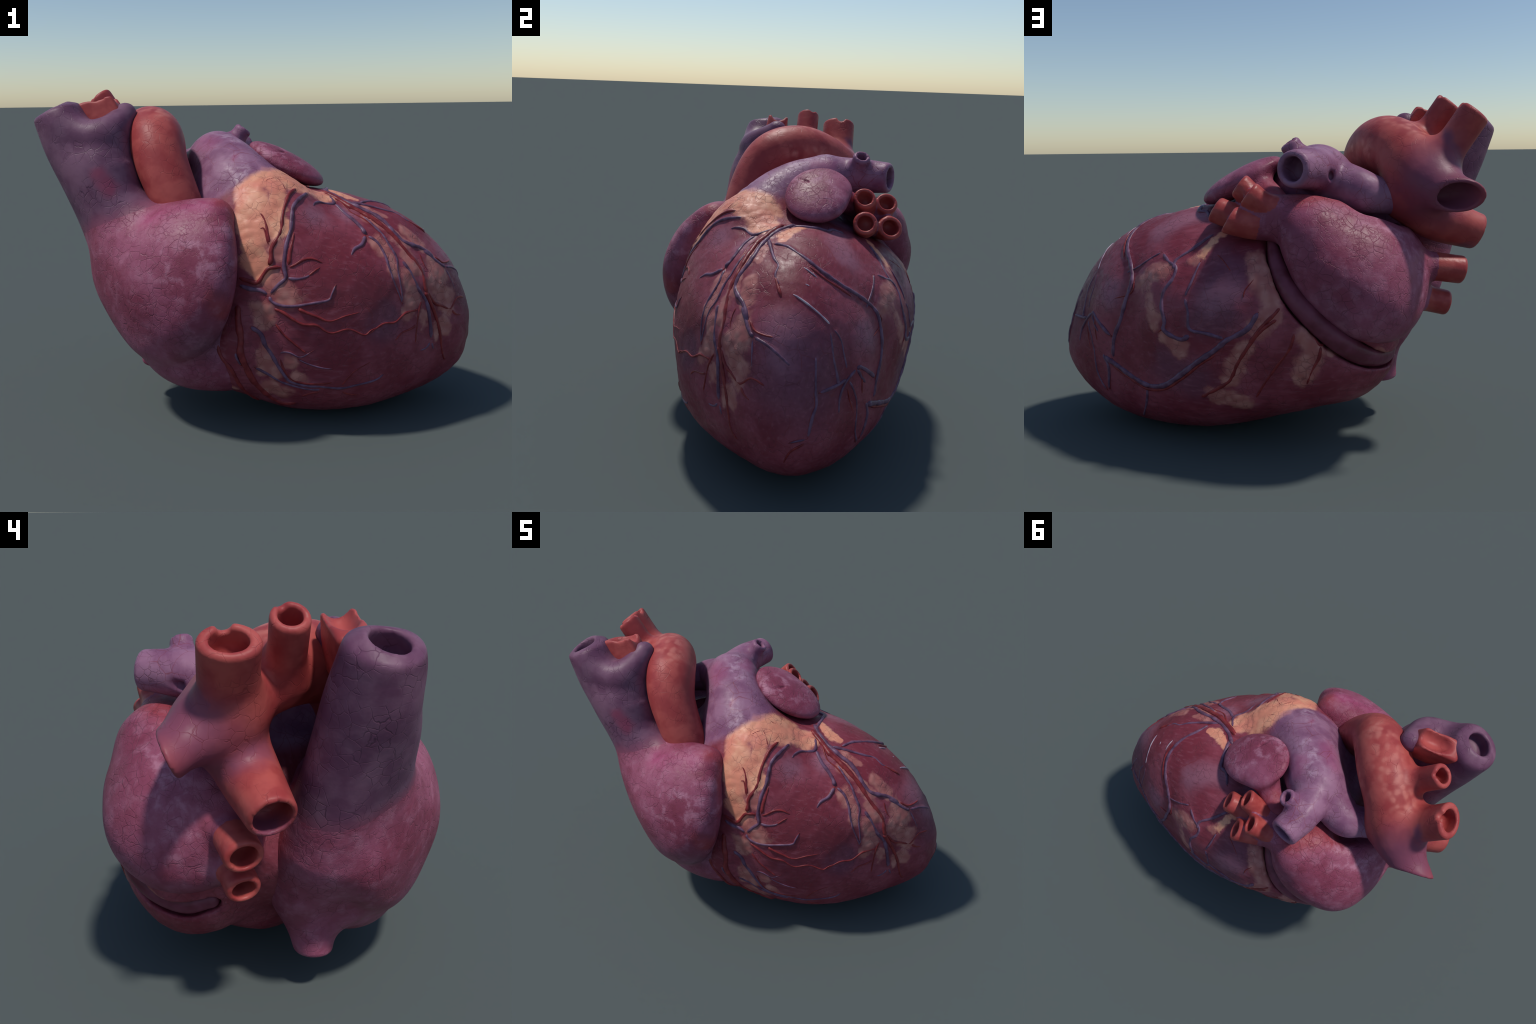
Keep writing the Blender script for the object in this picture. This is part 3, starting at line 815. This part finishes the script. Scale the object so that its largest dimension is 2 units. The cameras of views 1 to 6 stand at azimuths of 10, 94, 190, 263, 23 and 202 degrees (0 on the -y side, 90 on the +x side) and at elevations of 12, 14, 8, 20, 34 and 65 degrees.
vessel("artery", 0.003, 0.003, [(124.4, 65.6), (116.6, 57.9), (112.6, 53.5), (111.3, 50.1)])
vessel("artery", 0.003, 0.003, [(99.8, 72.7), (104.1, 67.3), (107.9, 60.5)])


v, q = polygonise(ventricles, (-0.72, -0.6, -0.06), (1.05, 0.75, 1.36), 0.0125)
VN = vertex_normals(v, q)
TREE = BVHTree.FromPolygons(v.tolist(), q.tolist())


def on_surface(t, p):
    t, p = math.radians(t), math.radians(p)
    d = np.array([math.cos(t), math.sin(t) * math.cos(p), math.sin(t) * math.sin(p)]) @ EGG.U
    hit, n, _, _ = TREE.ray_cast(Vector(EGG.c + d * 1.4), Vector(-d))
    return np.array(hit), np.array(n)


def smooth(x, times=2):
    for _ in range(times):
        x = np.vstack([x[:1], (x[:-2] + 2 * x[1:-1] + x[2:]) / 4, x[-1:]])
    return x


def tube_mesh(path, normals, radius, sides=10, flat=0.85):
    t = np.gradient(path, axis=0)
    t /= np.linalg.norm(t, axis=1)[:, None] + 1e-9
    side = np.cross(t, normals)
    side /= np.linalg.norm(side, axis=1)[:, None] + 1e-9
    up = np.cross(side, t)
    a = np.arange(sides) * 2 * math.pi / sides
    ring = path[:, None] + radius[:, None, None] * (np.cos(a)[None, :, None] * side[:, None] + flat * np.sin(a)[None, :, None] * up[:, None])
    n = len(path)
    i, j = np.meshgrid(np.arange(n - 1), np.arange(sides), indexing="ij")
    k = (j + 1) % sides
    quads = np.stack([i * sides + j, i * sides + k, (i + 1) * sides + k, (i + 1) * sides + j], -1).reshape(-1, 4)
    return ring.reshape(-1, 3), quads


KINDS = {"vein": ("coronary_vein", VEIN), "artery": ("coronary_artery", CORONARY), "sheen": ("ridge_sheen", RIDGE_SHEEN)}
marks, under_tubes = [], []
for kind, r0, r1, spine in VESSELS:
    p, n = zip(*[on_surface(*a) for a in spine])
    p, n = np.array(p), np.array(n)
    length = np.linalg.norm(np.diff(p, axis=0), axis=1).sum()
    fine = catmull(p, max(3, int(length / (len(p) - 1) / 0.007)))
    got = [TREE.find_nearest(Vector(x)) for x in fine]
    path = smooth(np.array([g[0] for g in got]), 1)
    norm = smooth(np.array([g[1] for g in got]), 4)
    m = len(path)
    u = np.linspace(0, 1, m)
    wob = 1 + 0.10 * np.sin(u * length * 55 + rng.uniform(0, 6)) + 0.06 * np.sin(u * length * 130 + rng.uniform(0, 6))
    r = (r0 + (r1 - r0) * u) * wob * 0.85
    ends = np.minimum(np.minimum(np.arange(m), np.arange(m)[::-1]) / 3.0, 1.0)
    shaped = r * np.sqrt(0.04 + 0.96 * ends)
    marks += [(x, rr) for x, rr in zip(path, shaped)]
    centre = path + norm * (shaped * 0.12 + 0.001 - (1 - ends) * r * 0.7)[:, None]
    add_mesh(KINDS[kind][0], *tube_mesh(centre, norm, shaped), KINDS[kind][1])
    if kind == "vein":
        under_tubes.append(tube_mesh(path - norm * (shaped * 0.62 - 0.001)[:, None], norm, shaped * 1.6, 8, 0.62))  # wider under-tube, added so that red shows along both vein edges

base, sv, sq = 0, [], []
for a, b in under_tubes:
    sv.append(a)
    sq.append(b + base)
    base += len(a)
ob = add_mesh("vein_underlay", np.vstack(sv), np.vstack(sq), VEIN_EDGE)
ob["kind"] = "stuff"

# the surface swells under every vessel, and fat is lumpy
from mathutils.kdtree import KDTree
from mathutils import noise as mnoise

kd = KDTree(len(marks))
for i, (x, rr) in enumerate(marks):
    kd.insert(Vector(x), i)
kd.balance()
lift = np.zeros(len(v))
for i, x in enumerate(v):
    _, j, d = kd.find(x)
    rr = marks[j][1]
    if d < rr * 2.6:
        t = 1 - d / (rr * 2.6)
        lift[i] = rr * 0.38 * t * t * (3 - 2 * t)


def inside_patches(p, capsules, inner=0.5, outer=1.3):
    out = np.zeros(len(p))
    for a, b, r in capsules:
        a, b = np.array(a), np.array(b)
        ba = b - a
        t = np.clip((p - a) @ ba / max(ba @ ba, 1e-9), 0, 1)
        d = np.linalg.norm(p - a - t[:, None] * ba, axis=1)
        out = np.maximum(out, np.clip((r * outer - d) / (r * (outer - inner)), 0, 1))
    return out


fatty = inside_patches(v, FAT_WARM + FAT_PALE)
for i in np.nonzero(fatty > 0.02)[0]:
    x = Vector(v[i])
    lump = mnoise.voronoi(x * 24 + mnoise.noise_vector(x * 9) * 0.5)[0][0]
    lift[i] += fatty[i] * (0.0055 * (0.55 - lump) + 0.002)
for i, x in enumerate(v):
    lift[i] += 0.004 * mnoise.noise(Vector(x * 7)) + 0.0016 * mnoise.noise(Vector(x * 22))
ventricle_rim = plane(v, (0.02, -0.13, 1.04), (-0.55, 0.35, 0.75)) > 0.10
lift[ventricle_rim & (v[:, 2] > 0.93)] *= 0.4
v = v + VN * (lift + 0.001)[:, None]
VN = vertex_normals(v, q)
split_parts(v, q, [
    ("pulmonary_artery", MUSCLE, lambda c: (plane(c, (0.02, -0.13, 1.04), (-0.55, 0.35, 0.75)) > 0) & (c[:, 2] > 0.93)),
    ("ventricle", MUSCLE, None)], VN)

# ----------------------------------------------------------------------------------------------
# right atrium and vena cava
# ----------------------------------------------------------------------------------------------
ATRIUM_RIGHT = BulgedEllipsoid(
    (-0.328, -0.39, 0.65), (0.412, 0.353, 0.215),
    ((0.618, -0.152, 0.771), (0.604, -0.536, -0.59), (0.503, 0.83, -0.24)),
    [[1.00],
     [0.95, 0.92, 0.92, 0.95, 0.98, 0.96, 0.92, 0.90, 0.92, 0.94, 0.96, 0.97],
     [0.97, 0.87, 0.81, 0.86, 0.89, 0.83, 0.80, 0.88, 0.97, 0.98, 0.97, 0.99],
     [0.98, 0.94, 0.88, 0.90, 0.90, 0.88, 0.94, 1.08, 1.11, 1.01, 0.93, 0.95],
     [0.94, 0.97, 0.96, 0.95, 0.95, 1.01, 1.11, 1.16, 1.07, 0.91, 0.84, 0.87],
     [0.92, 0.95, 0.95, 0.95, 0.97, 1.01, 1.05, 1.04, 0.97, 0.90, 0.87, 0.89],
     [0.95]])
CAVA = Stub([(-0.545, -0.14, 0.639, 0.175), (-0.622, -0.168, 0.857, 0.15), (-0.733, -0.20, 1.083, 0.138), (-0.830, -0.196, 1.245, 0.124), (-0.900, -0.190, 1.378, 0.100)], 0.040, facing=(-0.35, 0.05, 0.93), depth=0.06)
CAVA_BACK = Tube([(-0.645, -0.09, 0.68, 0.14), (-0.73, -0.112, 0.93, 0.12), (-0.822, -0.135, 1.18, 0.105), (-0.885, -0.155, 1.34, 0.09)])
CAVA_WEB = Tube([(-0.56, -0.255, 0.85, 0.15), (-0.615, -0.25, 1.0, 0.132), (-0.67, -0.24, 1.14, 0.115), (-0.67, -0.235, 1.25, 0.075)])
CAVA_HORN = Tube([(-0.64, -0.22, 1.15, 0.09), (-0.62, -0.16, 1.29, 0.06), (-0.597, -0.10, 1.375, 0.032)])
CAVA_LIP = Tube([(-0.84, -0.25, 1.335, 0.03), (-0.72, -0.262, 1.29, 0.03), (-0.635, -0.225, 1.315, 0.03), (-0.60, -0.12, 1.37, 0.028)])
CAVA_LOWER = Stub([(-0.42, -0.09, 0.42, 0.13), (-0.475, -0.09, 0.28, 0.098), (-0.505, -0.095, 0.165, 0.073)], 0.025, facing=(-0.1, 0, -1), depth=0.05)
ATRIUM_FLOOR = Tube([(-0.43, -0.20, 0.42, 0.175), (-0.29, -0.275, 0.35, 0.205), (-0.13, -0.30, 0.35, 0.212), (-0.04, -0.29, 0.36, 0.20)])
ATRIUM_REAR = Ellipsoid((-0.50, -0.02, 0.50), (0.15, 0.10, 0.18))
ATRIUM_CREST = Tube([(-0.44, -0.30, 0.90, 0.08), (-0.28, -0.36, 0.915, 0.085), (-0.125, -0.37, 0.94, 0.075)])
ATRIUM_BACK = Ellipsoid((-0.41, -0.12, 0.61), (0.235, 0.21, 0.31))


def right_atrium(p):
    f = smin(smin(ATRIUM_BACK(p), ATRIUM_FLOOR(p), 0.1), ATRIUM_REAR(p), 0.08)
    f = smin(ATRIUM_RIGHT(p), f, 0.035)
    f = smin(f, ATRIUM_CREST(p), 0.06)
    f = smax(f, plane(p, (-0.640, -0.388, 0.52), (-0.75, -0.6, -0.25)), 0.08)
    f = smin(f, smin(smin(smin(CAVA.solid(p), CAVA_BACK(p), 0.08), CAVA_WEB(p), 0.1), CAVA_HORN(p), 0.09), 0.12)
    f = smin(f, CAVA_LIP(p), 0.09)
    f = smin(f, CAVA_LOWER.solid(p), 0.08)
    return smax(f, -CAVA.bore(p), 0.02)


v, q = polygonise(right_atrium, (-1.08, -0.72, 0.1), (0.1, 0.25, 1.5), 0.014)
split_parts(v, q, [
    ("vena_cava", CAVA_WALL, lambda c: plane(c, (-0.55, -0.25, 0.92), (-0.35, 0.1, 0.93)) > 0),
    ("atrium", ATRIUM, None)], vertex_normals(v, q))

# ----------------------------------------------------------------------------------------------
# left atrium and pulmonary veins
# ----------------------------------------------------------------------------------------------
ATRIUM_LEFT = BulgedEllipsoid(
    (-0.428, 0.385, 0.767), (0.338, 0.307, 0.191),
    ((0.787, 0.488, 0.378), (0.017, -0.629, 0.777), (0.617, -0.605, -0.503)),
    [[1.06],
     [1.11, 1.09, 1.04, 0.99, 0.97, 0.96, 0.95, 0.96, 0.99, 1.03, 1.07, 1.09],
     [1.00, 1.03, 1.00, 0.94, 0.92, 0.93, 0.92, 0.94, 1.03, 1.05, 1.00, 0.96],
     [0.94, 0.99, 1.01, 0.98, 0.95, 0.96, 0.97, 1.02, 1.14, 1.14, 1.01, 0.93],
     [1.02, 0.99, 0.99, 0.98, 0.99, 1.00, 0.99, 0.98, 0.99, 1.01, 1.03, 1.04],
     [1.05, 1.01, 0.99, 0.98, 0.99, 0.99, 0.97, 0.94, 0.92, 0.95, 1.01, 1.05],
     [0.97]])
ATRIUM_FILL = Ellipsoid((-0.37, 0.24, 0.68), (0.29, 0.26, 0.21))
ATRIUM_LOBE = Ellipsoid((-0.24, 0.46, 0.93), (0.13, 0.13, 0.13))
ATRIUM_SADDLE = Tube([(-0.24, 0.34, 1.06, 0.05), (-0.38, 0.32, 1.00, 0.065), (-0.52, 0.25, 0.98, 0.05)])
ATRIUM_NECK = Tube([(-0.28, 0.38, 0.93, 0.13), (-0.16, 0.41, 0.98, 0.10), (-0.08, 0.42, 0.995, 0.08)])
VEINS_LEFT = [Stub([(-0.14, 0.40, 1.01, 0.05), (0.0, 0.37, 1.055, 0.05), (0.084, 0.361, 1.12, 0.054)], 0.019, facing=(0.80, 0.06, 0.60), depth=0.07),
              Stub([(-0.16, 0.44, 1.00, 0.055), (-0.05, 0.46, 1.04, 0.05), (0.021, 0.472, 1.092, 0.054)], 0.019, facing=(0.78, 0.12, 0.60), depth=0.07),
              Stub([(-0.10, 0.39, 0.96, 0.055), (0.08, 0.37, 0.98, 0.055), (0.19, 0.365, 1.018, 0.057)], 0.021, facing=(0.86, 0.04, 0.50), depth=0.07),
              Stub([(-0.12, 0.44, 0.95, 0.06), (0.01, 0.47, 0.96, 0.056), (0.101, 0.491, 0.986, 0.058)], 0.021, facing=(0.84, 0.12, 0.50), depth=0.07)]
VEINS_RIGHT = [Stub([(-0.55, 0.27, 0.79, 0.075), (-0.70, 0.23, 0.77, 0.062), (-0.852, 0.201, 0.749, 0.060)], 0.02, facing=(-0.95, -0.2, -0.2), wide=(0, 0.9, 0), ratio=1.1),
               Stub([(-0.55, 0.25, 0.66, 0.07), (-0.68, 0.22, 0.63, 0.056), (-0.792, 0.196, 0.603, 0.054)], 0.019, facing=(-0.93, -0.2, -0.25), wide=(0, 0.9, 0), ratio=1.1)]


def left_atrium(p):
    f = smin(ATRIUM_LEFT(p), ATRIUM_FILL(p), 0.08)
    f = smin(f, ATRIUM_LOBE(p), 0.06)
    f = smax(f, -ATRIUM_SADDLE(p), 0.08)
    f = smin(f, ATRIUM_NECK(p), 0.06)
    for s in VEINS_LEFT + VEINS_RIGHT:
        f = smin(f, s.open(p), 0.03)
    return f


v, q = polygonise(left_atrium, (-0.95, -0.06, 0.38), (0.32, 0.72, 1.25), 0.010)


def near_stub(s, grow):
    return lambda c: (s.outer(c) < grow) & (np.linalg.norm(c - s.end, axis=1) < 0.14)


split_parts(v, q, [("pulmonary_vein", ARTERY, near_stub(s, 0.004)) for s in VEINS_LEFT + VEINS_RIGHT] + [("atrium", ATRIUM, None)], vertex_normals(v, q))

# ----------------------------------------------------------------------------------------------
# aorta with its branches
# ----------------------------------------------------------------------------------------------
ARCH = Tube([(-0.253, -0.208, 0.786, 0.10), (-0.315, -0.248, 0.952, 0.108), (-0.405, -0.195, 1.141, 0.119), (-0.460, -0.105, 1.245, 0.133),
             (-0.530, 0.032, 1.266, 0.140), (-0.615, 0.178, 1.215, 0.128), (-0.69, 0.275, 1.13, 0.115)])
AORTA_SIDE = Stub([(-0.68, 0.25, 1.14, 0.10), (-0.745, 0.34, 1.105, 0.075), (-0.812, 0.420, 1.073, 0.075)], 0.017, facing=(-0.03, 0.78, -0.35), wide=(1, 0.05, 0), ratio=1.35)
AORTA_DOWN = Stub([(-0.617, 0.217, 1.06, 0.112), (-0.74, 0.17, 0.968, 0.099), (-0.918, 0.124, 0.902, 0.078)], 0.018, facing=(-0.9, -0.2, -0.38))
BRANCHES = [Stub([(-0.65, 0.05, 1.24, 0.062), (-0.71, 0.053, 1.34, 0.06), (-0.790, 0.059, 1.458, 0.060)], 0.024, facing=(-0.62, 0.0, 0.78), depth=0.09,
                 notches=[Tube([(-0.79, 0.065, 1.465, 0.012), (-0.71, 0.10, 1.515, 0.018)]), Tube([(-0.79, 0.05, 1.462, 0.006), (-0.81, -0.03, 1.45, 0.008)])]),
            Stub([(-0.72, 0.22, 1.18, 0.080), (-0.80, 0.235, 1.29, 0.068), (-0.880, 0.239, 1.41, 0.067)], 0.026, facing=(-0.62, 0.0, 0.78), wide=(0, 1, 0), ratio=1.35, depth=0.09,
                 notches=[Tube([(-0.87, 0.25, 1.43, 0.016), (-0.78, 0.25, 1.465, 0.030)]), Tube([(-0.89, 0.26, 1.42, 0.004), (-0.97, 0.28, 1.39, 0.006)])])]


def aorta(p):
    f = ARCH(p)
    f = smin(f, AORTA_SIDE.solid(p), 0.09)
    f = smin(f, AORTA_DOWN.solid(p), 0.06)
    for s in BRANCHES:
        f = smin(f, s.solid(p), 0.06)
    for s in [AORTA_SIDE, AORTA_DOWN] + BRANCHES:
        f = smax(f, -s.bore(p), 0.01)
    return f


v, q = polygonise(aorta, (-1.05, -0.42, 0.66), (-0.06, 0.56, 1.56), 0.010)
split_parts(v, q, [("aortic_branch", AORTA_WALL, lambda c, s=s: (s.outer(c) < 0.004) & (plane(c, s.end - s.n * 0.14, s.n) > 0)) for s in BRANCHES]
            + [("aorta", AORTA_WALL, None)], vertex_normals(v, q))

# red scoop-shaped stub behind the lip of the vena cava
SCOOP_AXES = np.array([unit((0.93, 0.05, 0.35)), unit((0.0, 0.97, -0.18)), unit((-0.35, 0.17, 0.92))])
SCOOP_HOLLOW = Ellipsoid((-0.72, -0.10, 1.49), (0.105, 0.055, 0.10), SCOOP_AXES)


def scoop(p):
    u = np.abs((p - vec(-0.695, -0.125, 1.345)) @ SCOOP_AXES.T) - vec(0.115, 0.055, 0.105)
    f = np.linalg.norm(np.maximum(u + 0.02, 0), axis=1) + np.minimum((u + 0.02).max(1), 0) - 0.02
    f = smax(f, plane(p, (-0.61, -0.1, 1.385), (0.85, 0.1, 0.5)), 0.02)
    return smax(f, -SCOOP_HOLLOW(p), 0.02)


v, q = polygonise(scoop, (-0.95, -0.3, 1.15), (-0.5, 0.05, 1.55), 0.011)
add_mesh("aortic_branch", v, q, AORTA_WALL, vertex_normals(v, q))

# ----------------------------------------------------------------------------------------------
# auricle (ear) of the left atrium
# ----------------------------------------------------------------------------------------------
EAR = BulgedEllipsoid(
    (0.113, 0.143, 1.127), (0.223, 0.177, 0.067),
    ((0.886, -0.043, -0.462), (0.026, 0.999, -0.043), (0.463, 0.026, 0.886)),
    [[0.91],
     [0.88, 0.88, 0.90, 0.92, 0.93, 0.94, 0.93, 0.92, 0.91, 0.90, 0.90, 0.88],
     [0.83, 0.84, 0.87, 0.89, 0.90, 0.91, 0.91, 0.92, 0.92, 0.91, 0.90, 0.87],
     [0.84, 0.84, 0.85, 0.85, 0.86, 0.85, 0.86, 0.90, 0.91, 0.90, 0.90, 0.87],
     [0.92, 0.91, 0.89, 0.87, 0.86, 0.85, 0.85, 0.87, 0.89, 0.89, 0.91, 0.92],
     [0.95, 0.94, 0.93, 0.90, 0.88, 0.87, 0.86, 0.86, 0.87, 0.89, 0.91, 0.93],
     [0.90]])
EAR_NECK = Tube([(0.03, 0.22, 1.10, 0.07), (-0.05, 0.31, 1.06, 0.055), (-0.12, 0.38, 1.0, 0.05)])
EAR_SLIT = Tube([(0.085, 0.05, 1.195, 0.006), (0.115, 0.09, 1.185, 0.006)])


def ear(p):
    f = smin(EAR(p), EAR_NECK(p), 0.06)
    return smax(f, -EAR_SLIT(p), 0.01)


v, q = polygonise(ear, (-0.25, -0.1, 0.92), (0.36, 0.5, 1.3), 0.011)
add_mesh("auricle", v, q, ATRIUM, vertex_normals(v, q))

# ----------------------------------------------------------------------------------------------
# coronary sinus, the fat vein in the groove under the left atrium
# ----------------------------------------------------------------------------------------------
v, q = polygonise(SINUS, (-0.65, 0.15, 0.33), (0.0, 0.68, 0.98), 0.012)
add_mesh("coronary_sinus", v, q, SINUS_WALL, vertex_normals(v, q))
